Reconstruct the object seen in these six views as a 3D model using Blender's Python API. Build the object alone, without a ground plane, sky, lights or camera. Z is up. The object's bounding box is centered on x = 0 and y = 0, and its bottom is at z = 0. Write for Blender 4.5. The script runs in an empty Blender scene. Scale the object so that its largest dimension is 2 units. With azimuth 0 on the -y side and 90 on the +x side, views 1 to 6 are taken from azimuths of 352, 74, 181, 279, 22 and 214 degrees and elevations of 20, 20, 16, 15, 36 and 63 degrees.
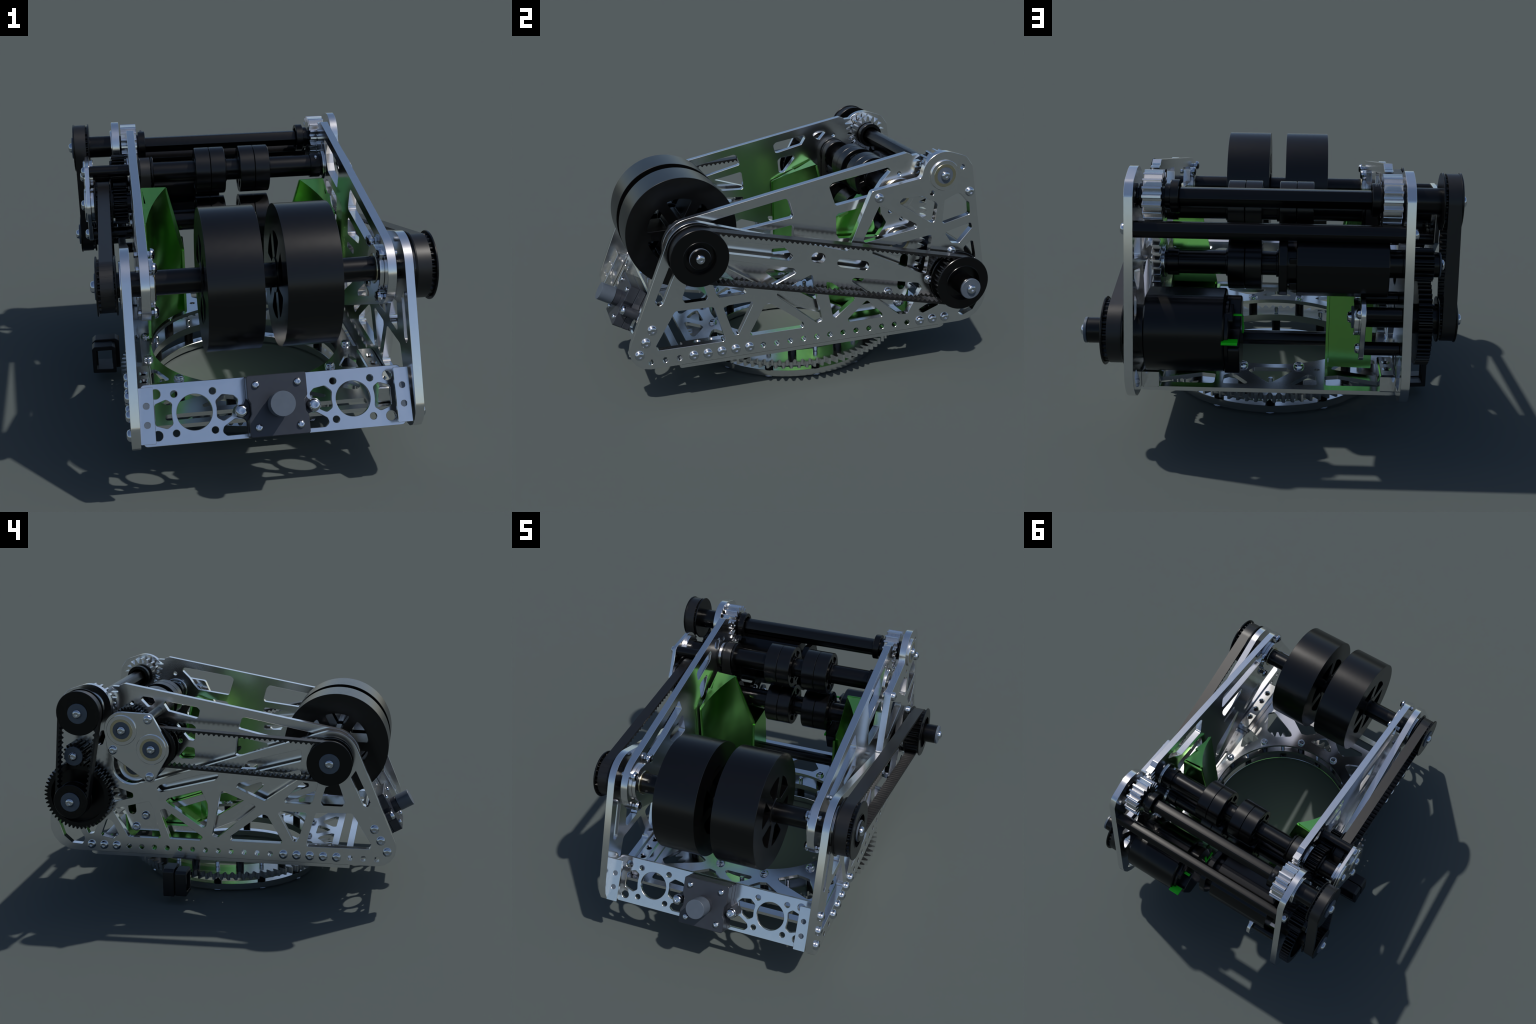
import bpy, bmesh, math
from mathutils import Matrix, Vector

# =====================================================================
#  A turret-mounted ball shooter head: two machined side plates, a
#  swinging toothed hood plate inside each, twin drive wheels, feed
#  rollers, belts, gears, motors, a ringed turret base and a front panel.
#  Frame: metres, z up, the front (panel) looks along -y.
# =====================================================================
scene = bpy.context.scene
COL = scene.collection
sin, cos, pi, rad = math.sin, math.cos, math.pi, math.radians

# ------------------------------------------------------------ materials
def new_mat(name):
    m = bpy.data.materials.new(name)
    m.use_nodes = True
    nt = m.node_tree
    return m, nt, nt.nodes["Principled BSDF"]

def simple_mat(name, col, metallic=0.0, rough=0.4, var=0.08, scale=30.0, spec=0.5,
               rvar=0.05, stretch=(1, 1, 1), bump=0.0):
    """One colour with a fine mottled grain in tone and gloss."""
    m, nt, b = new_mat(name)
    tc = nt.nodes.new("ShaderNodeTexCoord")
    mp = nt.nodes.new("ShaderNodeMapping")
    mp.inputs["Scale"].default_value = stretch
    nz = nt.nodes.new("ShaderNodeTexNoise")
    nz.inputs["Scale"].default_value = scale
    nz.inputs["Detail"].default_value = 4
    nt.links.new(tc.outputs["Object"], mp.inputs["Vector"])
    nt.links.new(mp.outputs["Vector"], nz.inputs["Vector"])
    cr = nt.nodes.new("ShaderNodeValToRGB")
    lo = [max(0, c * (1 - var)) for c in col] + [1]
    hi = [min(1, c * (1 + var)) for c in col] + [1]
    cr.color_ramp.elements[0].color = lo
    cr.color_ramp.elements[0].position = 0.3
    cr.color_ramp.elements[1].color = hi
    cr.color_ramp.elements[1].position = 0.7
    nt.links.new(nz.outputs["Fac"], cr.inputs["Fac"])
    nt.links.new(cr.outputs["Color"], b.inputs["Base Color"])
    mr = nt.nodes.new("ShaderNodeMapRange")
    mr.inputs["To Min"].default_value = max(0.02, rough - rvar)
    mr.inputs["To Max"].default_value = rough + rvar
    nt.links.new(nz.outputs["Fac"], mr.inputs["Value"])
    nt.links.new(mr.outputs["Result"], b.inputs["Roughness"])
    b.inputs["Metallic"].default_value = metallic
    b.inputs["Specular IOR Level"].default_value = spec
    if bump:
        bp = nt.nodes.new("ShaderNodeBump")
        bp.inputs["Strength"].default_value = bump
        bp.inputs["Distance"].default_value = 0.002
        nt.links.new(nz.outputs["Fac"], bp.inputs["Height"])
        nt.links.new(bp.outputs["Normal"], b.inputs["Normal"])
    return m

ALU    = simple_mat("brushed_aluminium", (0.83, 0.83, 0.83), 1.0, 0.18, 0.015, 25, rvar=0.006)
STEEL  = simple_mat("polished_steel", (0.60, 0.63, 0.68), 1.0, 0.14, 0.03, 60, rvar=0.02)
BLACK  = simple_mat("black_anodised", (0.0012, 0.0012, 0.0014), 0.0, 0.25, 0.1, 50, spec=0.35, rvar=0.01)
RUBBER = simple_mat("black_wheel_rubber", (0.0014, 0.0014, 0.0016), 0.0, 0.25, 0.1, 40, rvar=0.01, spec=0.45)
BELTM  = simple_mat("belt_rubber", (0.0055, 0.0055, 0.006), 0.0, 0.38, 0.1, 60, rvar=0.02)
DARK   = simple_mat("charcoal_housing", (0.026, 0.030, 0.040), 0.0, 0.30, 0.05, 40, rvar=0.01)
SLATE  = simple_mat("slate_cap", (0.075, 0.095, 0.125), 0.0, 0.36, 0.05, 40, rvar=0.01)
GREEN  = simple_mat("green_guide_plastic", (0.27, 0.66, 0.16), 1.0, 0.20, 0.02, 20, rvar=0.006)
VIVID  = simple_mat("vivid_green_marker", (0.0, 0.62, 0.0), 0.0, 0.5, 0.03, 20)
BRASS  = simple_mat("bearing_shield", (0.66, 0.60, 0.42), 1.0, 0.22, 0.03, 40, rvar=0.006)
PRINT  = simple_mat("black_printed_plastic", (0.004, 0.0045, 0.006), 0.0, 0.40, 0.1, 70)

# -------------------------------------------------------------- helpers
ROOT = bpy.data.objects.new("ball_shooter", None)
COL.objects.link(ROOT)
ROOT["label"] = "silver plate ball shooter with twin black wheels and belts"
ROOT["category"] = "robot shooter"

# local (a, b, c) frames for flat parts: outline in a-b, thickness along c
FX = Matrix(((0, 0, 1, 0), (1, 0, 0, 0), (0, 1, 0, 0), (0, 0, 0, 1)))      # a=y b=z c=x
FZ = Matrix.Identity(4)                                                      # a=x b=y c=z
PAN_O = Vector((0.002, -0.793, 0.348))
FP = Matrix(((1, 0, 0, PAN_O.x), (0, 0.5, -0.866, PAN_O.y), (0, 0.866, 0.5, PAN_O.z), (0, 0, 0, 1)))

def finish(name, me, mat, parent, angle=32):
    me.name = name
    for p in me.polygons:
        p.use_smooth = True
    me.set_sharp_from_angle(angle=rad(angle))
    me.materials.clear()
    me.materials.append(mat)
    ob = bpy.data.objects.new(name, me)
    COL.objects.link(ob)
    ob.parent = parent or ROOT
    return ob

def instance(src, loc_matrix, parent=None):
    ob = src.copy()
    COL.objects.link(ob)
    ob.parent = parent or src.parent
    ob.matrix_local = loc_matrix
    return ob

def rounded(pts, r=0.012, n=5):
    """Fillet a polygon; a point may carry its own radius as third value."""
    out, N = [], len(pts)
    for i in range(N):
        p = Vector(pts[i][:2]); a = Vector(pts[i - 1][:2]); b = Vector(pts[(i + 1) % N][:2])
        rr = pts[i][2] if len(pts[i]) > 2 else r
        u, v = (a - p), (b - p)
        lu, lv = u.length, v.length
        if rr <= 0 or lu < 1e-6 or lv < 1e-6:
            out.append(p); continue
        u /= lu; v /= lv
        ang = u.angle(v)
        if ang > pi - 0.05:
            out.append(p); continue
        t = min(rr / math.tan(ang / 2), lu * 0.48, lv * 0.48)
        rr = t * math.tan(ang / 2)
        c = p + (u + v).normalized() * (rr / sin(ang / 2))
        s, e = p + u * t - c, p + v * t - c
        a0 = math.atan2(s.y, s.x); a1 = math.atan2(e.y, e.x)
        d = (a1 - a0 + pi) % (2 * pi) - pi
        for k in range(n + 1):
            q = a0 + d * k / n
            out.append(c + Vector((cos(q), sin(q))) * rr)
    return out

def circle(cy, cz, r, n=28, a0=0.0):
    return [Vector((cy + r * cos(a0 + 2 * pi * k / n), cz + r * sin(a0 + 2 * pi * k / n))) for k in range(n)]

def arc(cy, cz, r, d0, d1, n=10):
    return [(cy + r * cos(rad(d0 + (d1 - d0) * k / n)), cz + r * sin(rad(d0 + (d1 - d0) * k / n)), 0) for k in range(n + 1)]

def flat_mesh(loops, c0, c1, frame, bevel=0.0):
    """Outline plus holes, filled and thickened from c0 to c1."""
    cu = bpy.data.curves.new("profile", "CURVE")
    cu.dimensions = "2D"; cu.fill_mode = "BOTH"
    bevel = min(bevel, (c1 - c0) * 0.3)
    cu.extrude = (c1 - c0) / 2 - bevel
    if bevel:
        cu.bevel_depth = bevel; cu.bevel_resolution = 0; cu.offset = -bevel
    for lp in loops:
        s = cu.splines.new("POLY")
        s.points.add(len(lp) - 1)
        for k, p in enumerate(lp):
            s.points[k].co = (p[0], p[1], 0, 1)
        s.use_cyclic_u = True
    ob = bpy.data.objects.new("profile", cu)
    COL.objects.link(ob)
    bpy.context.view_layer.update()
    dg = bpy.context.evaluated_depsgraph_get()
    me = bpy.data.meshes.new_from_object(ob.evaluated_get(dg))
    bpy.data.objects.remove(ob); bpy.data.curves.remove(cu)
    me.transform(frame @ Matrix.Translation((0, 0, (c0 + c1) / 2)))
    if frame.determinant() < 0:
        me.flip_normals()
    bm = bmesh.new(); bm.from_mesh(me)
    bmesh.ops.remove_doubles(bm, verts=bm.verts, dist=1e-5)
    bm.to_mesh(me); bm.free()
    return me

def flat(name, outer, holes, c0, c1, frame, mat, parent=None, bevel=0.002):
    return finish(name, flat_mesh([outer] + list(holes), c0, c1, frame, bevel), mat, parent)

def lathe_mesh(profile, segs=48, closed=False):
    """Spin (x, r) points about the x axis."""
    bm = bmesh.new()
    rings = []
    for x, r in profile:
        if r < 1e-6:
            rings.append([bm.verts.new((x, 0, 0))])
        else:
            rings.append([bm.verts.new((x, r * cos(2 * pi * k / segs), r * sin(2 * pi * k / segs))) for k in range(segs)])
    pairs = list(zip(rings, rings[1:]))
    if closed:
        pairs.append((rings[-1], rings[0]))
    for A, B in pairs:
        for k in range(segs):
            a, b = A[k % len(A)], A[(k + 1) % len(A)]
            c, d = B[(k + 1) % len(B)], B[k % len(B)]
            vs = []
            for v in (a, b, c, d):
                if v not in vs:
                    vs.append(v)
            if len(vs) > 2:
                bm.faces.new(vs)
    bmesh.ops.recalc_face_normals(bm, faces=bm.faces)
    me = bpy.data.meshes.new("lathe")
    bm.to_mesh(me); bm.free()
    return me

def at(me, y, z):
    me.transform(Matrix.Translation((0, y, z)))
    return me

def rod(name, y, z, x0, x1, r, mat=None, parent=None, segs=40, ch=0.003):
    ch = min(ch, r * 0.3, (x1 - x0) * 0.3)
    prof = [(x0, 0), (x0, r - ch), (x0 + ch, r), (x1 - ch, r), (x1, r - ch), (x1, 0)]
    return finish(name, at(lathe_mesh(prof, segs), y, z), mat or BLACK, parent, 25 if segs < 9 else 32)

def ring(name, y, z, x0, x1, r0, r1, mat=None, parent=None, segs=48, ch=0.002):
    ch = min(ch, (x1 - x0) * 0.3, (r1 - r0) * 0.3)
    prof = [(x0, r0), (x0, r1 - ch), (x0 + ch, r1), (x1 - ch, r1), (x1, r1 - ch), (x1, r0)]
    return finish(name, at(lathe_mesh(prof, segs, True), y, z), mat or BLACK, parent)

# ---- button head bolt with a hexagonal drive socket, axis +x, seat at x=0
def bolt_mesh(r=0.0245, h=0.0175):
    prof = [(0, 0), (0, r), (h * 0.16, r)]
    for k in range(1, 7):
        a = k / 6.0
        rr = r + (r * 0.40 - r) * a
        prof.append((h * (0.16 + 0.84 * math.sqrt(max(0, 1 - (1 - a) ** 2.0))), rr))
    prof += [(h * 0.98, r * 0.34), (h * 0.5, r * 0.33), (h * 0.42, 0)]
    return lathe_mesh(prof, 24)

BOLT = bolt_mesh()
BOLT_OBJS = []
def bolt(p, d=(1, 0, 0), s=1.0, parent=None):
    q = Vector((1, 0, 0)).rotation_difference(Vector(d))
    M = Matrix.Translation(p) @ q.to_matrix().to_4x4() @ Matrix.Diagonal((s, s, s, 1))
    if not BOLT_OBJS:
        BOLT_OBJS.append(finish("bolt", BOLT, STEEL, parent, 38))
        BOLT_OBJS[0].matrix_local = M
        return BOLT_OBJS[0]
    return instance(BOLT_OBJS[0], M, parent or ROOT)

def cap_stack(y, z, x, sgn, parent, r=0.052, t=0.012):
    """Slate retaining washer with its bolt at a shaft end."""
    rod("washer", y, z, min(x, x + sgn * t), max(x, x + sgn * t), r, SLATE, parent, 40, 0.002)
    bolt((x + sgn * t, y, z), (sgn, 0, 0), 1.0, parent)

def bearing(y, z, x, sgn, parent, r=0.078, hole=0.045):
    """Flanged bearing: silver flange, bronze-tinted shield."""
    a, b = sorted((x - sgn * 0.001, x + sgn * 0.009))
    o = ring("bearing", y, z, a, b, hole, r, ALU, parent)
    a, b = sorted((x, x + sgn * 0.0105))
    ring("bearing_shield", y, z, a, b, hole - 0.004, r * 0.76, BRASS, o, ch=0.001)

# ---- gears, pulleys, belts
def gear_loop(n, rt, rr, cy=0, cz=0, a0=0.0, width=0.5):
    """Toothed outline with sloping flanks and rounded roots."""
    pts = []
    for k in range(n):
        c = a0 + 2 * pi * k / n
        w = 2 * pi / n
        for f, r in ((-0.42, rr), (-0.27, rr + (rt - rr) * .45), (-0.15, rt - (rt - rr) * .06), (-0.10, rt),
                     (0.10, rt), (0.15, rt - (rt - rr) * .06), (0.27, rr + (rt - rr) * .45), (0.42, rr)):
            a = c + f * w
            pts.append(Vector((cy + r * cos(a), cz + r * sin(a))))
    return pts

def gear(name, y, z, x0, x1, n, rt, rr, hole, mat, parent=None, a0=0.0, extra=()):
    return flat(name, gear_loop(n, rt, rr, y, z, a0), [circle(y, z, hole, 20)] + list(extra), x0, x1, FX, mat, parent, 0)

def pulley(name, y, z, x0, x1, r, parent=None, recess=None, sgn=1, fl=0.008, teeth=None):
    """Flanged timing pulley; the toothed drum shows between the flanges."""
    e = bpy.data.objects.new(name, None)
    COL.objects.link(e); e.parent = parent or ROOT
    teeth = teeth or int(2 * pi * r / 0.028)
    for a, b in ((x0, x0 + fl), (x1 - fl, x1)):
        outer = (b == x1) == (sgn > 0)
        if recess and outer:
            ring("pulley_flange", y, z, a, b, recess, r, BLACK, e, 64, 0.003)
        else:
            rod("pulley_flange", y, z, a, b, r, BLACK, e, 64, 0.003)
    gear("pulley_drum", y, z, x0 + fl, x1 - fl, teeth, r - 0.012, r - 0.021, (recess or 0.032) - 0.002, BLACK, e)
    if recess:
        rod("pulley_web", y, z, x0 + fl, x1 - 0.030, recess, BLACK, e)
        ring("pulley_lip", y, z, x1 - 0.004, x1 + 0.002, recess - 0.001, recess * 1.04, BLACK, e)
    return e

def belt(name, c1, r1, c2, r2, x0, x1, th=0.010, pitch=0.0268, tooth=0.010):
    """Open toothed belt round two pulleys; r = outer radius of the belt wrap."""
    A, B = Vector(c1), Vector(c2)
    d = (B - A); L = d.length; base = math.atan2(d.y, d.x)
    phi = math.acos((r1 - r2) / L)
    def path(step):
        P = []
        a_s, a_e = base + phi, base + 2 * pi - phi           # wrap on first wheel
        n = max(3, int(r1 * (a_e - a_s) / step))
        for k in range(n):
            a = a_s + (a_e - a_s) * k / n
            P.append((A + Vector((cos(a), sin(a))) * r1, Vector((cos(a), sin(a)))))
        nrm = Vector((cos(a_e), sin(a_e)))
        p0, p1 = A + nrm * r1, B + nrm * r2
        n = int((p1 - p0).length / step)
        for k in range(n):
            P.append((p0.lerp(p1, k / n), nrm))
        b_s, b_e = a_e, base + phi + 2 * pi
        n = max(3, int(r2 * (b_e - b_s) / step))
        for k in range(n):
            a = b_s + (b_e - b_s) * k / n
            P.append((B + Vector((cos(a), sin(a))) * r2, Vector((cos(a), sin(a)))))
        nrm = Vector((cos(b_e), sin(b_e)))
        p0, p1 = B + nrm * r2, A + nrm * r1
        n = int((p1 - p0).length / step)
        for k in range(n):
            P.append((p0.lerp(p1, k / n), nrm))
        return P
    P = path(pitch / 8)
    total = sum((P[i][0] - P[i - 1][0]).length for i in range(len(P)))
    nt = round(total / pitch); s = 0.0; inner = []
    for i, (p, nrm) in enumerate(P):
        if i: s += (p - P[i - 1][0]).length
        f = max(0.0, sin(2 * pi * nt * s / total) + 0.25) / 1.25
        inner.append(p - nrm * (th + tooth * f ** 0.7))
    outer = [p for p, _ in P]
    return flat(name, outer, [inner], x0, x1, FX, BELTM, None, 0)

def hexbar(name, y, z, x0, x1, af=0.0715, parent=None, mat=None, tilt=0.0):
    r = af / 2 / cos(pi / 6)
    return flat(name, rounded([(y + r * cos(tilt + k * pi / 3), z + r * sin(tilt + k * pi / 3)) for k in range(6)], 0.004, 2),
                [], x0, x1, FX, mat or BLACK, parent, 0.002)

# ----------------------------------------------------- key axes (y, z)
FLY   = (-0.555, 0.803)        # drive wheels, hood pivot
ROLLU = (0.526, 0.950)         # upper feed roller
ROLLD = (0.526, 0.702)         # lower feed roller
IDLE  = (0.370, 0.853)         # idler in the hood gearbox
HOODG = (0.742, 1.042)         # hood gear shaft
MOTR  = (0.815, 0.485)         # wheel motor, right
MOTL  = (0.804, 0.794)         # hood motor, left
REDL  = (0.805, 0.563)         # hood reduction gear, left
TOPB  = (0.886, 0.940)         # upper rear spacer bar
LOWB  = (0.526, 0.357)         # lower hood spacer bar
HUB = 0.147
XR0, XR1 = 0.540, 0.576        # right side plate
XL0, XL1 = -0.564, -0.528      # left side plate
AR0, AR1 = 0.4705, 0.5065        # right hood plate
AL0, AL1 = -0.493, -0.457      # left hood plate

# ---------------------------------------------------------- side plates
HOLE_Y = [-0.808 + 0.0715 * k for k in range(23)]
HOLE_Z = 0.2645
FRONT_BOLTS = [(-0.790, 0.431), (-0.825, 0.369), (-0.861, 0.308)]
def common_front():
    """Lightening windows shared by both side plates."""
    fy, fz = FLY
    W = []
    W.append(rounded(arc(fy, fz, 0.140, 222, 203, 4) + [(-0.768, 0.572, .012), (-0.750, 0.550, .012), (-0.728, 0.560, .012)], .008))
    W.append(rounded([(-0.634, 0.571), (-0.620, 0.549), (-0.516, 0.549), (-0.504, 0.566)] + arc(fy, fz, 0.140, 279, 252, 4), .012))
    W.append(rounded([(-0.778, 0.344), (-0.768, 0.319), (-0.440, 0.316), (-0.429, 0.328), (-0.478, 0.508, .02), (-0.672, 0.513, .02)], .012))
    W.append(rounded([(-0.462, 0.568), (-0.450, 0.553), (-0.318, 0.553), (-0.309, 0.568)] + arc(fy, fz, 0.142, 322, 297, 4), .01))
    W.append(rounded([(-0.434, 0.505), (-0.272, 0.508), (-0.360, 0.342), (-0.384, 0.340)], .012))
    W.append(rounded([(-0.309, 0.325), (-0.018, 0.325), (-0.018, 0.352), (-0.208, 0.498, .03)], .012))
    W.append(rounded([(-0.166, 0.526), (0.032, 0.608), (0.083, 0.350), (0.052, 0.340)], .012))
    return W

def slot_loop(p, q, r, n=8):
    p, q = Vector(p), Vector(q)
    a = math.atan2(q.y - p.y, q.x - p.x)
    out = [q + Vector((cos(a - pi / 2 + pi * k / n), sin(a - pi / 2 + pi * k / n))) * r for k in range(n + 1)]
    out += [p + Vector((cos(a + pi / 2 + pi * k / n), sin(a + pi / 2 + pi * k / n))) * r for k in range(n + 1)]
    return out

fy, fz = FLY
def rear_corner(): return [(1.025, 0.2255, .145)]

right_outline = rounded(
    [(-0.959, 0.2255, .100)] + rear_corner() +
    [(0.897, 1.078, .04)] + [(0.862, 1.128, .05)] + arc(HOODG[0], HOODG[1], 0.120, 70, 175, 12) +
    [(0.612, 1.038, .035), (0.352, 1.000, .02), (0.222, 0.704, .012)] + arc(fy, fz, HUB, 72, 157, 12), 0.01)
right_windows = common_front() + [
    rounded([(-0.395, 0.772), (-0.085, 0.694), (-0.064, 0.716), (-0.115, 0.774), (-0.395, 0.842)], .012),
    rounded([(-0.400, 0.742), (-0.065, 0.652), (-0.045, 0.628), (-0.205, 0.562, .01), (-0.395, 0.690)], .012),
    slot_loop((0.055, 0.693), (0.076, 0.687), 0.0265),
    slot_loop((0.190, 0.647), (0.312, 0.614), 0.0245),
    rounded([(0.100, 0.574), (0.265, 0.443), (0.142, 0.345)], .012),
    rounded([(0.205, 0.568), (0.614, 0.478), (0.632, 0.452), (0.550, 0.315), (0.505, 0.318)], .014),
    rounded([(0.200, 0.318), (0.412, 0.318), (0.412, 0.336), (0.325, 0.425)], .012),
    rounded([(0.322, 0.684), (0.685, 0.735), (0.652, 0.518)], .014),
    rounded([(0.394, 0.925), (0.625, 0.782), (0.296, 0.734)], .014),
    rounded([(0.494, 0.925, .014), (0.520, 0.945), (0.635, 0.944), (0.655, 0.922), (0.695, 0.908), (0.710, 0.890), (0.694, 0.800), (0.672, 0.800)], .012),
    rounded([(0.748, 0.910, .01), (0.815, 0.936, .01), (0.835, 0.938), (0.888, 0.880), (0.894, 0.818), (0.737, 0.783)], .012),
    rounded([(0.750, 0.738), (0.902, 0.774), (0.909, 0.745), (0.836, 0.668), (0.794, 0.674)], .012),
    rounded([(0.916, 0.682), (0.936, 0.570), (0.880, 0.578), (0.862, 0.640)], .012),
    rounded([(0.606, 0.325), (0.640, 0.306), (0.745, 0.345), (0.700, 0.370)], .012),
    rounded([(0.838, 0.270), (0.872, 0.259), (0.930, 0.283), (0.968, 0.345), (0.925, 0.360), (0.880, 0.320)], .014),
    circle(0.678, 0.955, 0.013, 16), circle(0.842, 1.075, 0.013, 16)]
right_windows += [circle(y, HOLE_Z, 0.0145, 16) for y in HOLE_Y]
PLATE_R = flat("side_plate", right_outline, right_windows, XR0, XR1, FX, ALU, None, 0.0008)

left_outline = rounded(
    [(-0.959, 0.2255, .100)] + rear_corner() +
    [(0.897, 1.078, .04)] + [(0.862, 1.128, .05)] + arc(HOODG[0], HOODG[1], 0.120, 70, 178, 12) +
    [(0.622, 0.960, .03), (0.634, 0.790, .03)] + arc(0.526, 0.722, 0.106, 14, -118, 12) +
    [(0.392, 0.646, .01)] + arc(fy, fz, HUB, 72, 157, 12), 0.01)
left_windows = common_front() + [
    rounded([(-0.400, 0.784), (-0.085, 0.696), (-0.064, 0.716), (-0.118, 0.776), (-0.400, 0.852)], .012),
    rounded([(-0.400, 0.742), (-0.065, 0.652), (-0.045, 0.628), (-0.205, 0.558, .01), (-0.395, 0.690)], .012),
    rounded([(0.388, 0.600), (0.366, 0.622), (0.148, 0.688), (0.030, 0.698), (0.064, 0.660), (0.366, 0.581)], .014),
    rounded([(0.340, 0.532), (0.322, 0.550), (0.138, 0.604), (0.128, 0.580), (0.098, 0.512), (0.115, 0.402), (0.134, 0.390)], .012),
    rounded([(0.372, 0.478), (0.345, 0.490), (0.132, 0.338), (0.148, 0.318), (0.318, 0.318)], .012),
    rounded([(0.640, 0.474), (0.428, 0.528), (0.408, 0.485), (0.368, 0.325), (0.385, 0.318), (0.552, 0.318)], .014),
    rounded([(0.712, 0.318), (0.672, 0.420), (0.640, 0.404), (0.606, 0.325), (0.640, 0.302)], .012),
    rounded([(0.520, 0.570), (0.516, 0.545), (0.640, 0.512), (0.640, 0.610)], .012),
    rounded([(0.715, 0.400), (0.750, 0.328), (0.780, 0.322), (0.800, 0.375)], .012),
    rounded([(0.962, 0.430), (0.925, 0.308), (0.878, 0.266), (0.818, 0.262), (0.802, 0.296), (0.838, 0.364), (0.880, 0.420)], .014),
    slot_loop((0.672, 0.898), (0.690, 0.848), 0.016)]
left_windows += [circle(y, HOLE_Z, 0.0145, 16) for y in HOLE_Y]
PLATE_L = flat("side_plate", left_outline, left_windows, XL0, XL1, FX, ALU, None, 0.0008)

for plate, x, s in ((PLATE_R, XR1, 1), (PLATE_L, XL0, -1)):
    for k, y in enumerate(HOLE_Y):
        if 3 <= k <= 7 or k >= 20:
            bolt((x, y, HOLE_Z), (s, 0, 0), 1.0, plate)
    for y, z in FRONT_BOLTS:
        bolt((x, y, z), (s, 0, 0), 1.0, plate)
    bolt((x, TOPB[0], TOPB[1]), (s, 0, 0), 1.0, plate)
bolt((XR1, 0.390, 0.961), (1, 0, 0), 1.0, PLATE_R)
bolt((XR0, 0.390, 0.961), (-1, 0, 0), 1.0, PLATE_R)
for d in (178, 98, 262):
    bolt((XR1, MOTR[0] + .147 * cos(rad(d)), MOTR[1] + .147 * sin(rad(d))), (1, 0, 0), 0.95, PLATE_R)
bearing(HOODG[0], HOODG[1], XR1, 1, PLATE_R, 0.078, 0.047)
cap_stack(HOODG[0], HOODG[1], XR1 + .002, 1, PLATE_R, 0.046, 0.008)
ring("bearing", FLY[0], FLY[1], XR1, XR1 + .010, 0.05, 0.100, ALU, PLATE_R)
ring("bearing", FLY[0], FLY[1], XL0 - .008, XL0, 0.05, 0.095, ALU, PLATE_L)
ring("bearing", HOODG[0], HOODG[1], XL0 - .008, XL0, 0.05, 0.080, ALU, PLATE_L)

# ------------------------------------------------ swinging hood plates
RT, RRT = 1.2375, 1.1990
MESH_A = math.atan2(HOODG[1] - fz, HOODG[0] - fy)
STEP = 0.0326 / 1.2255
def hood_outline():
    pts = [(-0.610, 0.667, 0), (0.150, 0.337, .03), (0.556, 0.337, .01)]
    k0, k1 = -19, 5
    for k in range(k0, k1):
        c = MESH_A + (k + 0.5) * STEP
        for f, r in ((-0.40, RRT), (-0.27, RRT + .016), (-0.13, RT - .003), (-0.09, RT), (0.09, RT), (0.13, RT - .003), (0.27, RRT + .016), (0.40, RRT)):
            a = c + f * STEP
            if a > math.atan2(1.150 - fz, 0.60 - fy) or a < math.atan2(0.345 - fz, 0.57 - fy):
                continue
            pts.append((fy + r * cos(a), fz + r * sin(a), 0))
    pts += [(0.566, 1.158, .01)] + arc(fy, fz, HUB, 101, 247, 16)
    return rounded(pts, 0.0)
shared = [
    rounded([(-0.040, 0.738), (-0.040, 0.712), (-0.150, 0.714), (-0.162, 0.744)], .01),
    rounded([(-0.240, 0.577), (-0.352, 0.655), (-0.432, 0.648), (-0.434, 0.629), (-0.258, 0.556)], .01),
    rounded([(-0.192, 0.626), (-0.176, 0.643), (0.060, 0.562), (0.092, 0.450), (0.062, 0.442), (-0.130, 0.568)], .012),
    rounded([(0.100, 0.604), (0.300, 0.552), (0.345, 0.522), (0.322, 0.500), (0.115, 0.572)], .01),
    rounded([(0.122, 0.530), (0.290, 0.472), (0.395, 0.372), (0.215, 0.372), (0.118, 0.425)], .012),
    slot_loop((0.560, 0.600), (0.546, 0.448), 0.022),
    circle(0.478, 0.862, 0.011, 14), circle(0.540, 0.815, 0.011, 14), circle(0.527, 1.055, 0.012, 14)]
right_hood_w = shared + [
    rounded([(0.152, 1.028), (0.170, 1.046), (0.466, 1.094), (0.484, 1.076), (0.436, 1.028), (0.408, 0.988), (0.378, 0.955), (0.184, 0.926)], .012),
    rounded([(0.186, 0.872), (0.200, 0.884), (0.385, 0.910), (0.424, 0.900), (0.427, 0.860), (0.458, 0.806), (0.413, 0.738), (0.200, 0.752), (0.188, 0.774)], .012),
    rounded([(-0.487, 0.905), (-0.470, 0.922), (-0.074, 0.994), (-0.056, 0.976), (-0.037, 0.905), (-0.046, 0.891), (-0.460, 0.838)], .012),
    rounded([(-0.048, 0.854), (-0.036, 0.842), (-0.040, 0.782), (-0.052, 0.774), (-0.232, 0.794), (-0.250, 0.828)], .01)]
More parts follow.
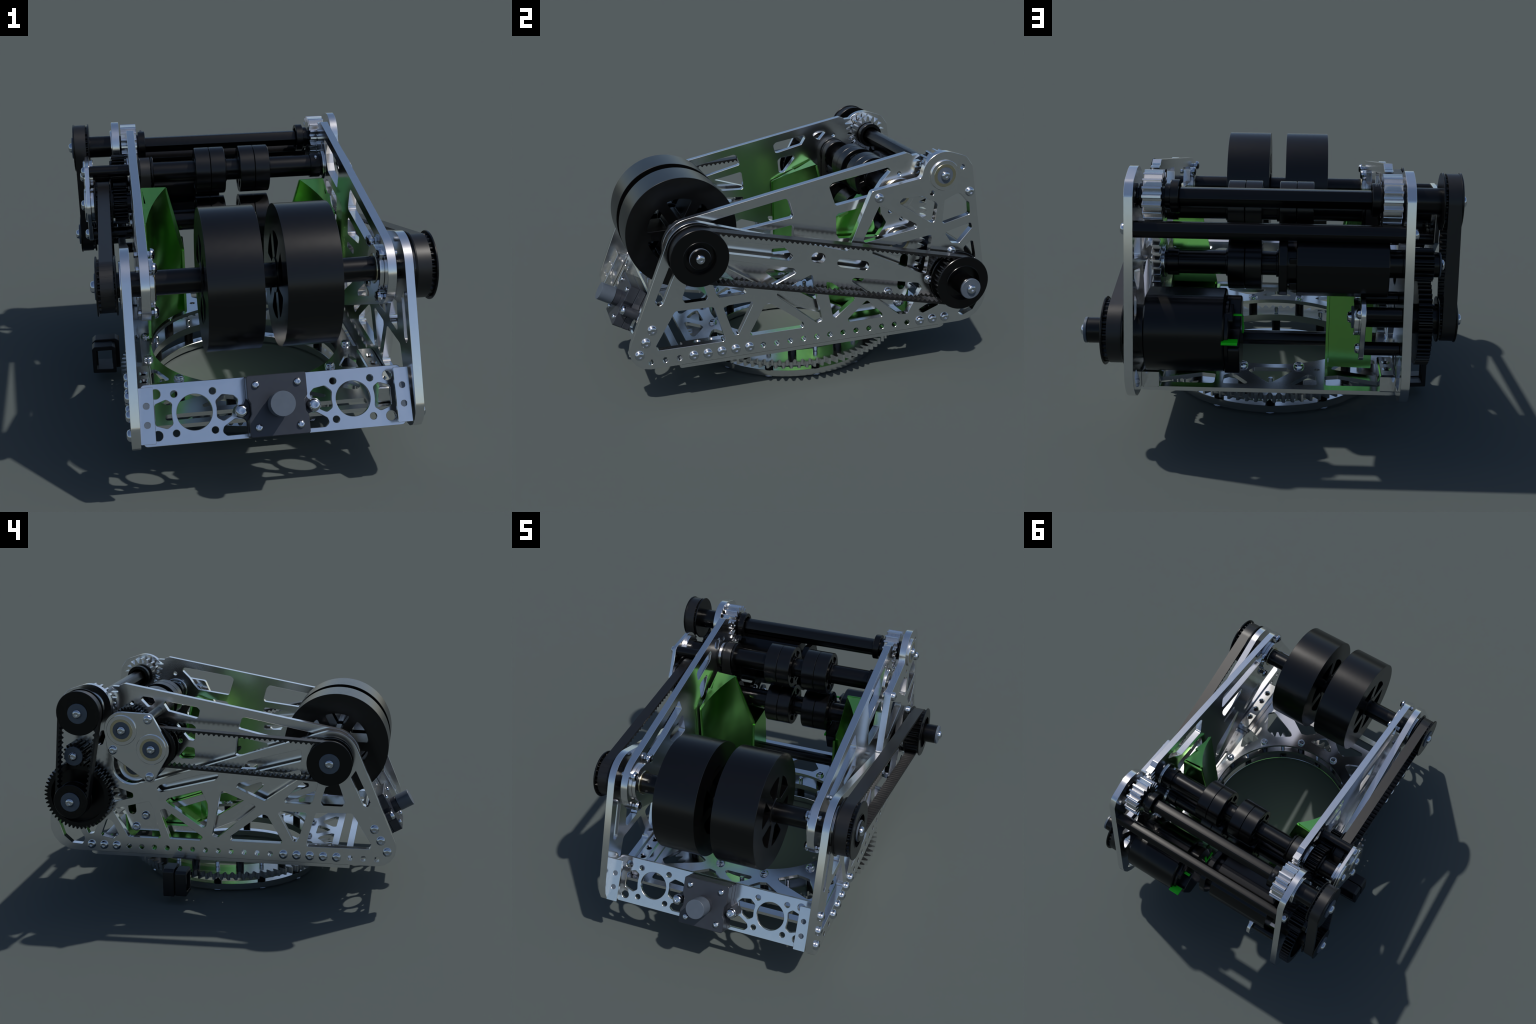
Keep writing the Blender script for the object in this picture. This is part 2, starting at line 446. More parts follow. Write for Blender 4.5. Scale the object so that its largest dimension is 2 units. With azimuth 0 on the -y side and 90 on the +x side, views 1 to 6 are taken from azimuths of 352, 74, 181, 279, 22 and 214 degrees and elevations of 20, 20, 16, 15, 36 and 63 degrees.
left_hood_w = shared + [
    rounded([(0.480, 1.076), (0.466, 1.092), (0.411, 1.086), (0.397, 1.063), (0.424, 1.038), (0.440, 1.034)], .012),
    rounded([(0.354, 1.056), (0.344, 1.069), (0.170, 1.042), (0.154, 1.026), (0.164, 0.984), (0.176, 0.980), (0.328, 1.015)], .012),
    rounded([(0.286, 0.944), (0.272, 0.957), (0.198, 0.949), (0.178, 0.934), (0.184, 0.856), (0.218, 0.861), (0.250, 0.900)], .012),
    rounded([(0.278, 0.768), (0.230, 0.824), (0.188, 0.818), (0.185, 0.770), (0.202, 0.757), (0.262, 0.757)], .012),
    rounded([(-0.470, 0.920), (-0.086, 0.996), (-0.070, 0.988), (-0.052, 0.938), (-0.060, 0.930), (-0.250, 0.886), (-0.440, 0.858)], .012),
    rounded([(-0.034, 0.790), (-0.045, 0.890), (-0.208, 0.858), (-0.216, 0.838), (-0.165, 0.788), (-0.050, 0.783)], .012),
    circle(0.264, 0.854, 0.012, 14)]
HOOD_R = flat("hood_plate", hood_outline(), right_hood_w, AR0, AR1, FX, ALU, None, 0.0008)
HOOD_L = flat("hood_plate", hood_outline(), left_hood_w, AL0, AL1, FX, ALU, None, 0.0008)
for hood, xi, xo, s in ((HOOD_R, AR0, AR1, 1), (HOOD_L, AL1, AL0, -1)):
    a, b = sorted((xi, xi - s * 0.020))
    ring("bearing_flange", FLY[0], FLY[1], a, b, 0.05, 0.098, ALU, hood)
    ring("bearing_seal", FLY[0], FLY[1], min(a, b) - (0.004 if s > 0 else -0.017), min(a, b) + (0.003 if s > 0 else 0.024), 0.049, 0.062, BRASS, hood)
    for d in (48, 132, 228, 312):
        y, z = FLY[0] + .122 * cos(rad(d)), FLY[1] + .122 * sin(rad(d))
        rod("bolt_collar", y, z, min(xi, xi - s * .014), max(xi, xi - s * .014), 0.013, STEEL, hood, 6)
        bolt((xi - s * .014, y, z), (-s, 0, 0), 1.0, hood)
        rod("bolt_end", y, z, min(xo, xo + s * .016), max(xo, xo + s * .016), 0.012, STEEL, hood, 16)
    for c in (ROLLU, ROLLD):
        a, b = sorted((xo, xo + s * 0.009))
        o = ring("bearing", c[0], c[1], a, b, 0.045, 0.082, ALU, hood)
        a, b = sorted((xo, xo + s * 0.0105))
        ring("bearing_shield", c[0], c[1], a, b, 0.03, 0.060, BRASS, o)
        a, b = sorted((xi, xi - s * 0.008))
        ring("bearing", c[0], c[1], a, b, 0.045, 0.072, ALU, hood)
    for c in (LOWB, (0.470, 0.424)):
        bolt((xo, c[0], c[1]), (s, 0, 0), 1.0, hood)
    bolt((xi, 0.470, 0.424), (-s, 0, 0), 1.0, hood)
cap_stack(ROLLD[0], ROLLD[1], AR1 + .003, 1, HOOD_R, 0.046, 0.009)
cap_stack(ROLLU[0], ROLLU[1], AR1 + .003, 1, HOOD_R, 0.046, 0.009)
cap_stack(ROLLD[0], ROLLD[1], AL0 - .003, -1, HOOD_L, 0.046, 0.009)

# ------------------------------------------------------- drive wheels
def wheel_loops(y, z, R, r0, r1, n, spoke, a0):
    holes = []
    for k in range(n):
        c = a0 + (k + 0.5) * 2 * pi / n
        pts = []
        ho = math.asin(spoke / 2 / r1); hi = math.asin(min(0.95, spoke / 2 / r0))
        half = pi / n
        for t in range(9):
            a = c - (half - ho) + 2 * (half - ho) * t / 8
            pts.append((y + r1 * cos(a), z + r1 * sin(a), 0.016 if t in (0, 8) else 0))
        for t in range(4):
            a = c + (half - hi) - 2 * (half - hi) * t / 3
            pts.append((y + r0 * cos(a), z + r0 * sin(a), 0.004 if t in (0, 3) else 0))
        holes.append(rounded(pts, 0))
    return [circle(y, z, R, 96)], holes

for x0, x1 in ((-0.252, -0.037), (0.047, 0.262)):
    o, h = wheel_loops(FLY[0], FLY[1], 0.287, 0.074, 0.178, 6, 0.050, rad(61))
    w = flat("drive_wheel", o[0], h, x0, x1, FX, RUBBER, None, 0.001)
    rod("wheel_hub", FLY[0], FLY[1], x0 - 0.004, x1 + 0.004, 0.072, BLACK, w)
rod("drive_shaft", FLY[0], FLY[1], -0.600, 0.690, 0.0505)

# right belt drive
P1 = pulley("timing_pulley", FLY[0], FLY[1], 0.588, 0.680, 0.142, None, 0.080, 1)
cap_stack(FLY[0], FLY[1], 0.676, 1, P1, 0.052, 0.010)
P2 = pulley("timing_pulley", MOTR[0], MOTR[1], 0.588, 0.680, 0.142, None, 0.092, 1)
rod("output_shaft", MOTR[0], MOTR[1], 0.56, 0.752, 0.0535, BLACK, P2)
cap_stack(MOTR[0], MOTR[1], 0.752, 1, P2, 0.0535, 0.013)
belt("drive_belt", FLY, 0.132, MOTR, 0.132, 0.596, 0.655)
# left belt drive
P3 = pulley("timing_pulley", FLY[0], FLY[1], -0.662, -0.580, 0.118, None, None, -1)
cap_stack(FLY[0], FLY[1], -0.660, -1, P3, 0.053, 0.008)
P4 = pulley("timing_pulley", IDLE[0], IDLE[1], -0.662, -0.580, 0.118, None, None, -1)
belt("drive_belt", FLY, 0.106, IDLE, 0.106, -0.645, -0.592)

# ----------------------------------------------------------- rollers
ROLL = []
for c, nm in ((ROLLU, "upper"), (ROLLD, "lower")):
    rod("roller_shaft", c[0], c[1], AL0, AR0 + 0.01, 0.0525)
    for x0, x1 in ((-0.171, -0.027), (0.046, 0.190)):
        o, h = wheel_loops(c[0], c[1], 0.114, 0.064, 0.092, 6, 0.030, rad(20))
        xm = (x0 + x1) / 2
        r = flat("feed_roller", o[0], h, x0, xm - 0.0008, FX, RUBBER, None, 0.002)
        flat("roller_half", o[0], h, xm + 0.0008, x1, FX, RUBBER, r, 0.002)
        rod("roller_core", c[0], c[1], x0 + .004, x1 - .004, 0.062, BLACK, r)
        ring("collar", c[0], c[1], x1 + .002, x1 + .012, 0.05, 0.060, BLACK, r)
UP = pulley("roller_pulley", ROLLU[0], ROLLU[1], -0.448, -0.374, 0.081, None, None, 1, 0.012)
LP = pulley("roller_pulley", ROLLD[0], ROLLD[1], -0.448, -0.374, 0.081, None, None, 1, 0.012)
belt("roller_belt", ROLLU, 0.078, ROLLD, 0.078, -0.441, -0.390)
for c in (ROLLU, ROLLD):
    ring("shaft_collar", c[0], c[1], 0.405, 0.455, 0.05, 0.060, BLACK)
    rod("collar_screw", c[0] - .035, c[1] + .048, 0.425, 0.437, 0.010, STEEL)
hexbar("hood_spacer", LOWB[0], LOWB[1], AL1, AR0, 0.056)

# hood gearbox on the left hood plate
def hull(circs, n=40):
    """Convex outline round a set of circles (y, z, r)."""
    out = []
    for k in range(n * 2):
        a = pi * k / n
        d = Vector((cos(a), sin(a)))
        out.append(max((Vector((y, z)) + d * r for y, z, r in circs), key=lambda p: p.dot(d)))
    cl = []
    for p in out:
        if not cl or (p - cl[-1]).length > 1e-4:
            cl.append(p)
    if (cl[0] - cl[-1]).length < 1e-4: cl.pop()
    return cl
GB_BOLTS = [(0.385, 1.010), (0.384, 0.703), (0.578, 0.842)]
gb = flat("gearbox_plate", hull([(ROLLU[0], ROLLU[1], 0.096), (IDLE[0], IDLE[1], 0.093)] + [(y, z, 0.030) for y, z in GB_BOLTS]),
          [], -0.700, -0.680, FX, ALU, None, 0.002)
for y, z in GB_BOLTS:
    rod("standoff", y, z, -0.680, AL0, 0.027, BLACK, gb, 24)
    bolt((-0.700, y, z), (-1, 0, 0), 1.0, gb)
for c in (ROLLU, IDLE):
    bearing(c[0], c[1], -0.700, -1, gb, 0.080, 0.050)
    cap_stack(c[0], c[1], -0.699, -1, gb, 0.050, 0.011)
    ring("bearing", c[0], c[1], -0.680, -0.664, 0.04, 0.080, ALU, gb)
    rod("gear_shaft", c[0], c[1], -0.690, -0.49, 0.050, BLACK, gb)
gear("spur_gear", ROLLU[0], ROLLU[1], -0.572, -0.512, 32, 0.0985, 0.0850, 0.03, BLACK, None)
gear("spur_gear", IDLE[0], IDLE[1], -0.572, -0.512, 32, 0.0985, 0.0850, 0.03, BLACK, None)
for c in (ROLLU, IDLE):
    ring("gear_hub", c[0], c[1], -0.584, -0.572, 0.03, 0.070, BLACK)

# --------------------------------------------------- hood gear shaft
for x0, x1 in ((-0.519, -0.443), (0.438, 0.514)):
    gear("hood_gear", HOODG[0], HOODG[1], x0, x1, 18, 0.1065, 0.0785, 0.03, ALU, None, MESH_A + pi + pi / 18 * 0)
hexbar("hood_gear_shaft", HOODG[0], HOODG[1], -0.535, 0.565, 0.0715)
for x0, x1 in ((-0.442, -0.400), (0.374, 0.432)):
    s = 1 if x0 > 0 else -1
    inner = min(abs(x0), abs(x1)) * s
    ring("shaft_collar", HOODG[0], HOODG[1], min(inner, inner + s * .034), max(inner, inner + s * .034), 0.035, 0.068, BLACK)
    ring("shaft_spacer", HOODG[0], HOODG[1], x0, x1, 0.035, 0.052, BLACK)
    y, z = HOODG[0] - 0.012, HOODG[1] + 0.0645
    xm = inner + s * .017
rod("collar_screw", HOODG[0] + .02, HOODG[1] + .060, -0.424, -0.412, 0.011, DARK)
ring("shaft_spacer", HOODG[0], HOODG[1], -0.530, -0.519, 0.035, 0.052, BLACK)
ring("shaft_spacer", HOODG[0], HOODG[1], 0.514, 0.534, 0.035, 0.052, BLACK)
rod("shaft_sleeve", HOODG[0], HOODG[1], -0.690, XL0, 0.0535)
hexbar("rear_spacer_bar", TOPB[0], TOPB[1], XL1, XR0, 0.062)

P5 = pulley("timing_pulley", HOODG[0], HOODG[1], -0.755, -0.676, 0.117, None, None, -1)
cap_stack(HOODG[0], HOODG[1], -0.754, -1, P5, 0.053, 0.010)
P6 = pulley("timing_pulley", REDL[0], REDL[1], -0.755, -0.676, 0.094, None, None, -1)
cap_stack(REDL[0], REDL[1], -0.754, -1, P6, 0.052, 0.010)
belt("hood_belt", HOODG, 0.112, REDL, 0.089, -0.748, -0.694)

# reduction gear and pinion
g = gear("reduction_gear", REDL[0], REDL[1], -0.642, -0.588, 50, 0.1885, 0.1720, 0.152, BLACK, None)
rod("gear_web", REDL[0], REDL[1], -0.602, -0.589, 0.153, BLACK, g)
rod("gear_hub", REDL[0], REDL[1], -0.680, -0.560, 0.062, BLACK, g)
p = gear("pinion_gear", MOTL[0], MOTL[1], -0.652, -0.572, 16, 0.0680, 0.0520, 0.02, BLACK, None, 0.05)
rod("pinion_hub", MOTL[0], MOTL[1], -0.676, -0.560, 0.051, BLACK, p)
cap_stack(MOTL[0], MOTL[1], -0.676, -1, p, 0.0515, 0.006)
# inner bearing plate of the reduction stage
ib = flat("bearing_plate", hull([(REDL[0], REDL[1], 0.096), (0.918, 0.618, 0.064), (0.865, 0.450, 0.048), (0.735, 0.625, 0.035)]),
          [], -0.382, -0.361, FX, ALU, None, 0.002)
for y, z in ((0.918, 0.618), (0.865, 0.450), (0.735, 0.625)):
    rod("standoff", y, z, XL1, -0.382, 0.028, BLACK, ib, 24)
    bolt((-0.361, y, z), (1, 0, 0), 0.9, ib)
ring("bearing", REDL[0], REDL[1], -0.361, -0.340, 0.03, 0.075, ALU, ib)
cap_stack(REDL[0], REDL[1], -0.342, 1, ib, 0.046, 0.010)
hexbar("reduction_shaft", REDL[0], REDL[1], -0.58, -0.345, 0.0715, ib)

# ------------------------------------------------------------- motors
def motor_profile(y, z, R, flats):
    pts = []
    for k in range(flats):
        a = 2 * pi * (k + 0.5) / flats
        pts.append((y + R * cos(a), z + R * sin(a), R * 0.28))
    return rounded(pts, 0.02)
def can(y, z, ry, rz):
    """Round motor can with a flat along the top."""
    pts = []
    for k in range(72):
        a = 2 * pi * k / 72
        pts.append((y + ry * cos(a), min(z + rz * sin(a), z + rz * 0.93)))
    return pts
mr = flat("wheel_motor", can(0.802, 0.495, 0.168, 0.174), [], 0.182, 0.506, FX, BLACK, None, 0.006)
rod("motor_nose", MOTR[0], MOTR[1], 0.50, XR0 + .02, 0.110, BLACK, mr)
flat("motor_end", rounded([(MOTR[0] - .13, MOTR[1] - .16), (MOTR[0] + .08, MOTR[1] - .15), (MOTR[0] + .135, MOTR[1] - .02), (MOTR[0] + .02, MOTR[1] + .03),
     (MOTR[0] - .05, MOTR[1] + .15), (MOTR[0] - .14, MOTR[1] + .11), (MOTR[0] - .16, MOTR[1] - .05)], 0.03), [], 0.120, 0.183, FX, BLACK, mr, 0.003)
rod("motor_end", MOTR[0], MOTR[1], 0.165, 0.183, 0.140, BLACK, mr)
flat("motor_lug", rounded([(0.80, 0.62), (0.90, 0.60), (0.93, 0.56), (0.84, 0.575)], 0.01), [], 0.148, 0.186, FX, BLACK, mr, 0.002)
flat("status_marker", rounded([(0.940, 0.507), (0.986, 0.507), (0.986, 0.497), (0.940, 0.497)], 0.001), [], 0.126, 0.190, FX, VIVID, mr, 0)
flat("status_marker", rounded([(0.860, 0.586), (0.875, 0.586), (0.875, 0.581), (0.860, 0.581)], 0.001), [], 0.112, 0.147, FX, VIVID, mr, 0)
flat("status_marker", rounded([(0.700, 0.520), (0.712, 0.520), (0.712, 0.445), (0.640, 0.445), (0.640, 0.457), (0.700, 0.457)], 0.001), [], 0.116, 0.124, FX, VIVID, mr, 0)

ML_BODY = [(.968, .8245), (.938, .892), (.890, .922), (.800, .936), (.705, .905), (.655, .845), (.655, .745), (.700, .682), (.800, .660), (.900, .674), (.943, .703), (.968, .763)]
ML_BODY = [(MOTL[0] + (y - MOTL[0]) * 0.90, MOTL[1] + (z - MOTL[1]) * 0.95) for y, z in ML_BODY]
ml = flat("hood_motor", rounded(ML_BODY, 0.004, 2), [], -0.468, -0.104, FX, BLACK, None, 0.003)
rod("motor_nose", MOTL[0], MOTL[1], XL1 - .002, -0.466, 0.058, BLACK, ml)
flat("motor_end", rounded(ML_BODY, 0.004, 2), [circle(MOTL[0], MOTL[1], .085, 24)], -0.068, -0.034, FX, BLACK, ml, 0.003)
rod("motor_end", MOTL[0], MOTL[1], -0.106, -0.045, 0.098, BLACK, ml)
for z in (0.835, 0.735):
    flat("motor_lug", rounded([(0.86, z), (0.90, z), (0.90, z - .03), (0.86, z - .03)], 0.004), [], -0.106, -0.075, FX, BLACK, ml, 0.002)

# ------------------------------------------------------- turret base
RC = (0.003, 0.073)
def pz(r, d): return (RC[0] + r * cos(rad(d)), RC[1] + r * sin(rad(d)))
def mirror(ps): return [(2 * 0.003 - p[0],) + tuple(p[1:]) for p in ps][::-1]
base_outer = rounded([(-0.5635, -0.663), (0.5755, -0.663), (0.5755, 0.785, .06), (-0.5635, 0.785, .06)], .01)
win = [[(-0.420, -0.627), (0.426, -0.627), (0.426, -0.578), (-0.420, -0.578)]]
win.append([(-0.085, -0.432), (0.091, -0.432), (0.060, -0.470), (0.003, -0.515, .02), (-0.054, -0.470)])
tri = [(0.045, -0.541), (0.128, -0.462, .02), (0.165, -0.452), (0.300, -0.541)]
win += [tri, mirror(tri)]
tri = [(0.205, -0.402), (0.300, -0.338), (0.372, -0.352, .02), (0.440, -0.470), (0.410, -0.500), (0.230, -0.425)]
win += [tri, mirror(tri)]
tri = [(0.382, -0.272), (0.434, -0.170), (0.456, -0.150), (0.485, -0.230), (0.478, -0.300)]
win += [tri, mirror(tri)]
tri = [(0.498, -0.085), (0.522, -0.075), (0.522, 0.220), (0.498, 0.235)]
win += [tri, mirror(tri)]
win.append([(-0.070, 0.556), (0.076, 0.556), (0.100, 0.595), (0.003, 0.730, .01), (-0.094, 0.595)])
tri = [(0.085, 0.738), (0.168, 0.620), (0.205, 0.650), (0.205, 0.738)]
win += [tri, mirror(tri)]
tri = [(0.240, 0.738), (0.240, 0.640), (0.300, 0.628), (0.475, 0.690), (0.475, 0.738)]
win += [tri, mirror(tri)]
tri = [(0.265, 0.560), (0.325, 0.465), (0.470, 0.440), (0.470, 0.630)]
win += [tri, mirror(tri)]
base = flat("base_plate", base_outer, [rounded(w, .014) for w in win] + [circle(RC[0], RC[1], 0.444, 96)] +
            [circle(RC[0] + s * 0.205, 0.570, .014, 16) for s in (-1, 1)], 0.207, 0.225, FZ, ALU, None, 0.0)
ringm = flat_mesh([gear_loop(90, 0.592, 0.558, RC[0], RC[1]), circle(RC[0], RC[1], 0.447, 96)], 0.104, 0.139, FZ, 0)
rg = finish("turret_gear", ringm, ALU, None)
flat("bottom_ring", circle(RC[0], RC[1], 0.493, 96), [circle(RC[0], RC[1], 0.447, 96)], 0.008, 0.043, FZ, ALU, None, 0.002)
for k in range(12):
    q = pz(0.482, 15 + 30 * k)
    so = flat("standoff", circle(q[0], q[1], 0.0225, 20), [], 0.139, 0.207, FZ, BLACK, base, 0)
    bolt((q[0], q[1], 0.225), (0, 0, 1), 1.0, base)
    q = pz(0.474, 30 * k)
    flat("standoff", circle(q[0], q[1], 0.0225, 20), [], 0.043, 0.104, FZ, BLACK, rg, 0)
    flat("screw_tip", circle(q[0], q[1], 0.0125, 14), [], 0.139, 0.172, FZ, STEEL, rg, 0.003)
    bolt((q[0], q[1], 0.008), (0, 0, -1), 0.75, rg).scale = (0.45, 1.0, 1.0)

# mounting rails joining base and side plates
for x0, x1 in ((0.466, XR0), (XL1, -0.462)):
    for y0, y1 in ((-0.640, -0.266), (0.588, 0.800)):
        n = int((y1 - y0) / 0.0715)
        xm = (x0 + x1) / 2
        hs = [circle(xm, -0.559 + 0.0715 * (k + (16 if y0 > 0 else 0)), 0.0125, 14) for k in range(-1, 5)
              if y0 + .03 < -0.559 + 0.0715 * (k + (16 if y0 > 0 else 0)) < y1 - .03]
        flat("mounting_rail", rounded([(x0, y0), (x1, y0), (x1, y1), (x0, y1)], .003, 2), hs, 0.2255, 0.303, FZ, ALU, base, 0.007)

# --------------------------------------------------------- front panel
holes = []
for s in (-1, 1):
    c = 0.316 * s
    holes.append(circle(c, 0, 0.070, 48))
    for a in (-1, 1):
        for b in (-1, 1):
            holes.append(circle(c + a * 0.0755, b * 0.0755, 0.0138, 20))
    for b in (-1, 1):
        holes.append(circle(s * 0.463, b * 0.080, 0.0195, 20))
    bow = [(0.405, 0.010), (0.401, 0.040), (0.424, 0.056), (0.470, 0.040), (0.470, -0.040), (0.424, -0.056), (0.401, -0.040), (0.405, -0.010)]
    bow2 = [(0.228, 0.008), (0.232, 0.036), (0.205, 0.060), (0.160, 0.052), (0.142, 0.034), (0.150, 0.010), (0.168, -0.010), (0.172, -0.026), (0.205, -0.044), (0.230, -0.028)]
    low = [(0.205, -0.066), (0.212, -0.086), (0.195, -0.101), (0.112, -0.101), (0.105, -0.064), (0.124, -0.044), (0.160, -0.038)]
    for w in (bow, bow2, low):
        holes.append(rounded([(s * p[0], p[1]) for p in w], .013))
fp = flat("front_panel", rounded([(-0.520, -0.119), (0.520, -0.119), (0.520, 0.119), (-0.520, 0.119)], .016), holes, -0.018, 0.0, FP, ALU, None, 0.0015)
for s in (-1, 1):
    a, b = sorted((s * 0.473, s * 0.531))
    br = flat("panel_bracket", rounded([(a, -0.108), (b, -0.108), (b, 0.106), (a, 0.106)], .003),
              [circle(s * .502, t, 0.0125, 16) for t in (-0.036, 0.036)] , 0.052, 0.068, FP, ALU, fp, 0.001)
    a, b = sorted((s * 0.514, s * 0.531))
    flat("bracket_leg", rounded([(a, -0.108), (b, -0.108), (b, 0.106), (a, 0.106)], .002), [], 0.001, 0.0515, FP, ALU, fp, 0.001)
    for t in (-0.036, 0.036):
        flat("rivet", circle(s * .502, t, 0.0120, 16), [], 0.050, 0.0665, FP, SLATE, fp, 0)
# sensor housing in the middle of the panel
def notch(s):
    return [(s * 0.118, 0.118, .01), (s * 0.118, 0.035, .01), (s * 0.128, 0.012, .01), (s * 0.150, 0.012, .01), (s * 0.150, -0.036, .01), (s * 0.118, -0.044, .02), (s * 0.118, -0.118, .01)]
sh = flat("sensor_housing", rounded(notch(1) + [(x, y, r) for x, y, r in notch(-1)][::-1], .01), [], 0.001, 0.040, FP, DARK, fp, 0.002)
flat("sensor_housing_front", rounded([(-0.117, -0.118), (0.117, -0.118), (0.117, -0.048, .02), (0.106, -0.030), (0.106, 0.012), (0.117, 0.030, .02), (0.117, 0.118),
      (-0.117, 0.118), (-0.117, 0.030, .02), (-0.106, 0.012), (-0.106, -0.030), (-0.117, -0.048, .02)], .01), [], 0.0405, 0.094, FP, DARK, sh, 0.003)
AX = Matrix.Translation((0.002, 0, 0))
def panel_point(s, t, n): return FP @ Vector((s, t, n))
PN = Vector((0, -0.866, 0.5))
for s in (-0.0815, 0.0815):
    for t in (-0.081, 0.082):
        bolt(panel_point(s, t, 0.094), PN, 0.62, sh)
for s in (-0.142, 0.142):
    flat("boss", circle(s, -0.012, 0.0255, 24), [], 0.0, 0.078, FP, DARK, sh, 0.002)
    bolt(panel_point(s, -0.012, 0.078), PN, 1.05, sh)
flat("sensor_barrel", circle(0.002, 0.001, 0.0455, 48), [], 0.094, 0.125, FP, DARK, sh, 0.001)
flat("sensor_barrel", circle(0.002, 0.001, 0.0445, 48), [], 0.125, 0.128, FP, PRINT, sh, 0)
flat("sensor_lens_tube", circle(0.002, 0.001, 0.0475, 48), [], 0.128, 0.206, FP, SLATE, sh, 0.001)

# ------------------------------------------------------- side sensor box
FY = Matrix(((1, 0, 0, 0), (0, 0, 1, 0), (0, 1, 0, 0), (0, 0, 0, 1)))      # a=x b=z c=y
sb = flat("sensor_bracket", rounded([(-0.724, 0.052), (-0.612, 0.046), (-0.612, 0.180), (-0.628, 0.190), (-0.712, 0.190), (-0.724, 0.178)], .006),
          [rounded([(-0.706, 0.072), (-0.628, 0.068), (-0.628, 0.168), (-0.706, 0.168)], .003)], 0.195, 0.255, FY, PRINT, None, 0.002)
flat("bracket_body", rounded([(-0.722, 0.046), (-0.592, 0.040), (-0.592, 0.186), (-0.612, 0.198), (-0.705, 0.198), (-0.722, 0.184)], .006),
     [rounded([(-0.702, 0.066), (-0.614, 0.062), (-0.614, 0.178), (-0.702, 0.178)], .003)], 0.262, 0.322, FY, PRINT, sb, 0.002)
flat("bracket_neck", rounded([(-0.706, 0.058), (-0.620, 0.054), (-0.620, 0.178), (-0.706, 0.178)], .004),
     [rounded([(-0.698, 0.068), (-0.630, 0.064), (-0.630, 0.170), (-0.698, 0.170)], .003)], 0.250, 0.266, FY, PRINT, sb, 0)

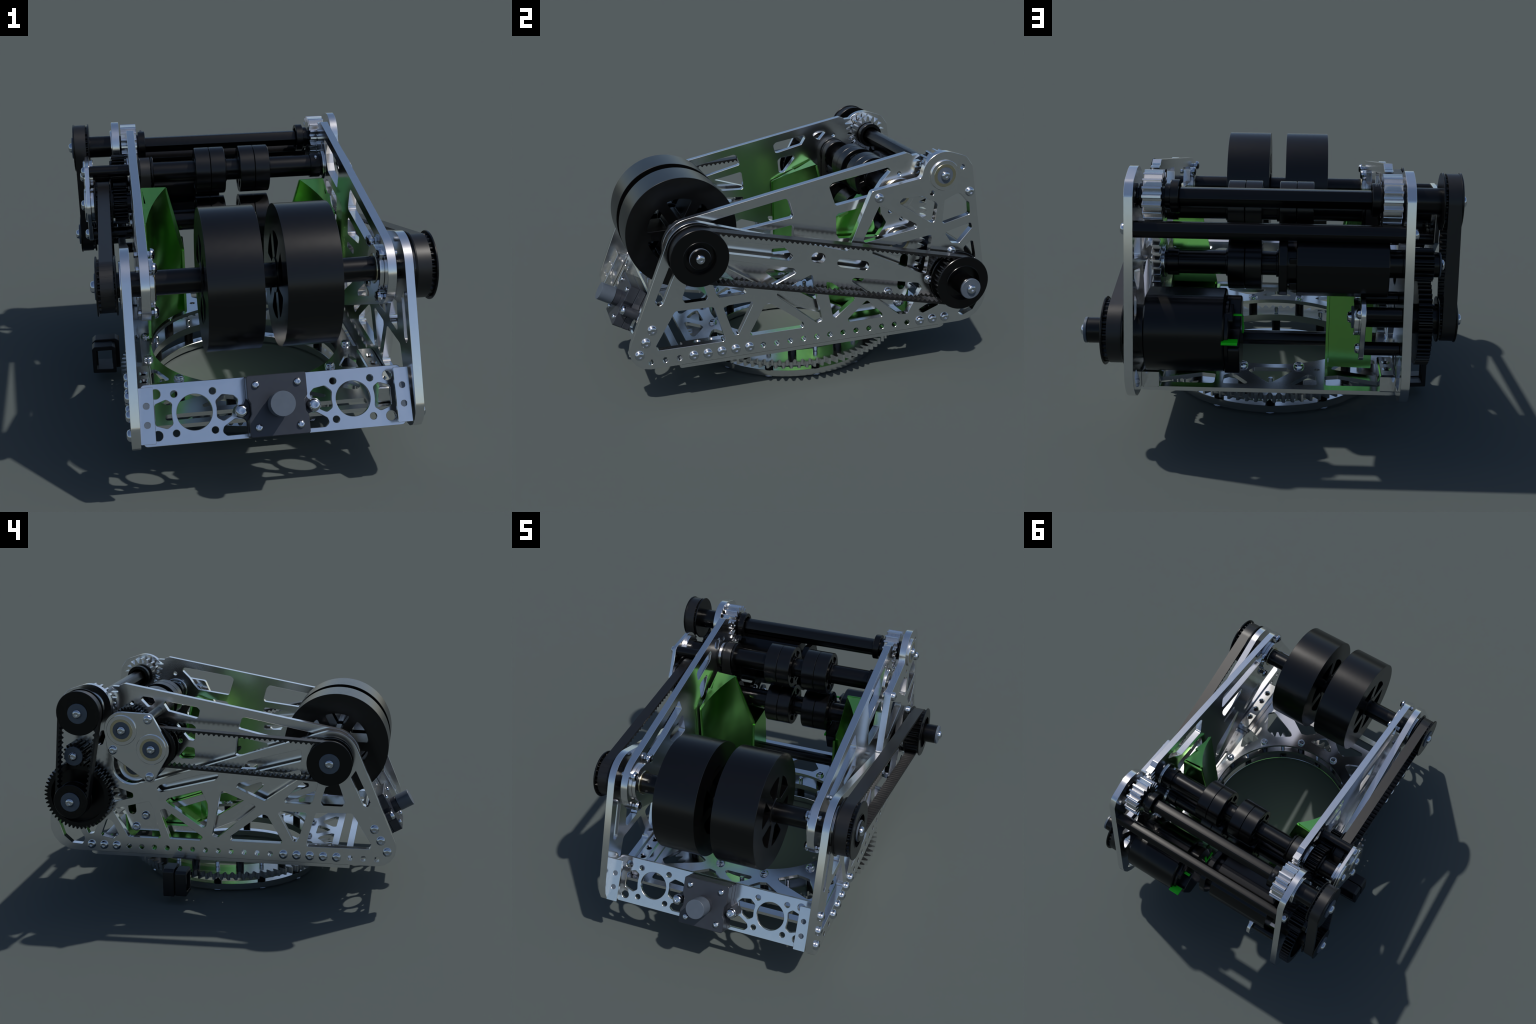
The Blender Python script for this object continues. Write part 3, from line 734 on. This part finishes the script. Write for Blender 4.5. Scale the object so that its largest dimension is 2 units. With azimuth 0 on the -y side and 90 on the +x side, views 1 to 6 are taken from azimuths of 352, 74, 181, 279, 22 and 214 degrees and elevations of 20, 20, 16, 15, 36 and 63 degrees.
# ------------------------------------------------------- green ball guides
def guide(sgn):
    """Curved funnel wall: follows the turret opening, leans in toward the
    rollers at its top edge, carries a flat cap and a tray behind."""
    bm = bmesh.new()
    cx, cy = 0.003, 0.073
    N, M = 26, 22
    d0, d1 = 171.5, 123.0
    th = 0.014
    def top_z(d):
        f = (d0 - d) / (d0 - 138.0)
        return 0.821 + (0.919 - 0.821) * min(f, 1.0)
    grid = []
    for j in range(M + 1):
        v = j / M
        row = []
        zl = 0.244 + (0.919 - 0.244) * v
        # rear edge of the wall, moving forward as it rises
        if zl > 0.582:
            de = 124.0 + (138.0 - 124.0) * (zl - 0.582) / (0.919 - 0.582)
        else:
            de = 124.0
        for i in range(N + 1):
            u = i / N
            d = d0 + (de - d0) * u
            zz = 0.244 + (top_z(d) - 0.244) * v
            R = 0.442
            row.append((R, d, zz))
        grid.append(row)
    def P(R, d, z): return Vector((0.003 - sgn * R * cos(rad(d)), cy + R * sin(rad(d)), z))
    inner = [[bm.verts.new(P(*q)) for q in row] for row in grid]
    outer = [[bm.verts.new(P(q[0] + th, q[1], q[2])) for q in row] for row in grid]
    for G in (inner, outer):
        for j in range(M):
            for i in range(N):
                bm.faces.new((G[j][i], G[j][i + 1], G[j + 1][i + 1], G[j + 1][i]))
    for j in range(M):
        for i in (0, N):
            bm.faces.new((inner[j][i], inner[j + 1][i], outer[j + 1][i], outer[j][i]))
    for i in range(N):
        for j in (0, M):
            bm.faces.new((inner[j][i], inner[j][i + 1], outer[j][i + 1], outer[j][i]))
    bmesh.ops.recalc_face_normals(bm, faces=bm.faces)
    me = bpy.data.meshes.new("guide")
    bm.to_mesh(me); bm.free()
    g = finish("ball_guide", me, GREEN, None, 40)
    X = lambda x: 0.003 + sgn * x
    # sloping cap between the curved edge and the hood plate
    bm = bmesh.new()
    rim = []
    for i in range(N + 1):
        d = d0 + (138.0 - d0) * i / N
        rim.append(P(0.440, d, top_z(d) + 0.002))
    back = [Vector((X(0.438), 0.378, 0.921)), Vector((X(0.438), 0.272, 0.874))]
    loop = rim + ([Vector((X(0.442), 0.378, 0.921)), Vector((X(0.430), 0.272, 0.8745)), Vector((X(0.452), 0.272, 0.8745))])
    top = [bm.verts.new(p) for p in loop]
    bot = [bm.verts.new(p - Vector((0, 0, 0.014))) for p in loop]
    bm.faces.new(top); bm.faces.new(bot[::-1])
    for k in range(len(loop)):
        bm.faces.new((top[k], top[k - 1], bot[k - 1], bot[k]))
    bmesh.ops.recalc_face_normals(bm, faces=bm.faces)
    bmesh.ops.triangulate(bm, faces=[f for f in bm.faces if len(f.verts) > 4])
    me = bpy.data.meshes.new("cap")
    bm.to_mesh(me); bm.free()
    finish("guide_cap", me, GREEN, g, 20)
    # back wall under the cap (seen from the rollers)
    def slab(name, pts, thick):
        """Planar polygon given in 3D, thickened along its normal."""
        bm = bmesh.new()
        vs = [bm.verts.new(p) for p in pts]
        f = bm.faces.new(vs)
        f.normal_update()
        nrm = f.normal.copy()
        ret = bmesh.ops.extrude_face_region(bm, geom=[f])
        for v in ret["geom"]:
            if isinstance(v, bmesh.types.BMVert):
                v.co += nrm * thick
        bmesh.ops.recalc_face_normals(bm, faces=bm.faces)
        bmesh.ops.bevel(bm, geom=list(bm.edges), offset=0.0025, segments=2, affect="EDGES")
        me = bpy.data.meshes.new(name)
        bm.to_mesh(me); bm.free()
        return finish(name, me, GREEN, g, 30)
    slab("guide_back", [Vector((X(0.324), 0.378, 0.917)), Vector((X(0.440), 0.382, 0.917)), Vector((X(0.440), 0.440, 0.585)), Vector((X(0.246), 0.440, 0.585))], 0.012)
    slab("guide_side", [Vector((X(0.446), 0.130, 0.816)), Vector((X(0.446), 0.392, 0.918)), Vector((X(0.446), 0.452, 0.585)), Vector((X(0.446), 0.452, 0.250)), Vector((X(0.446), 0.130, 0.250))], 0.008 * sgn)
    # tray behind the wall
    slab("guide_tray", [Vector((X(0.246), 0.428, 0.572)), Vector((X(0.240), 0.598, 0.590)), Vector((X(0.240), 0.590, 0.250)), Vector((X(0.246), 0.400, 0.250))], 0.012)
    slab("guide_tray", [Vector((X(0.2535), 0.598, 0.588)), Vector((X(0.440), 0.612, 0.588)), Vector((X(0.440), 0.600, 0.250)), Vector((X(0.2535), 0.588, 0.250))], 0.012)
    return g
guide(-1); guide(1)
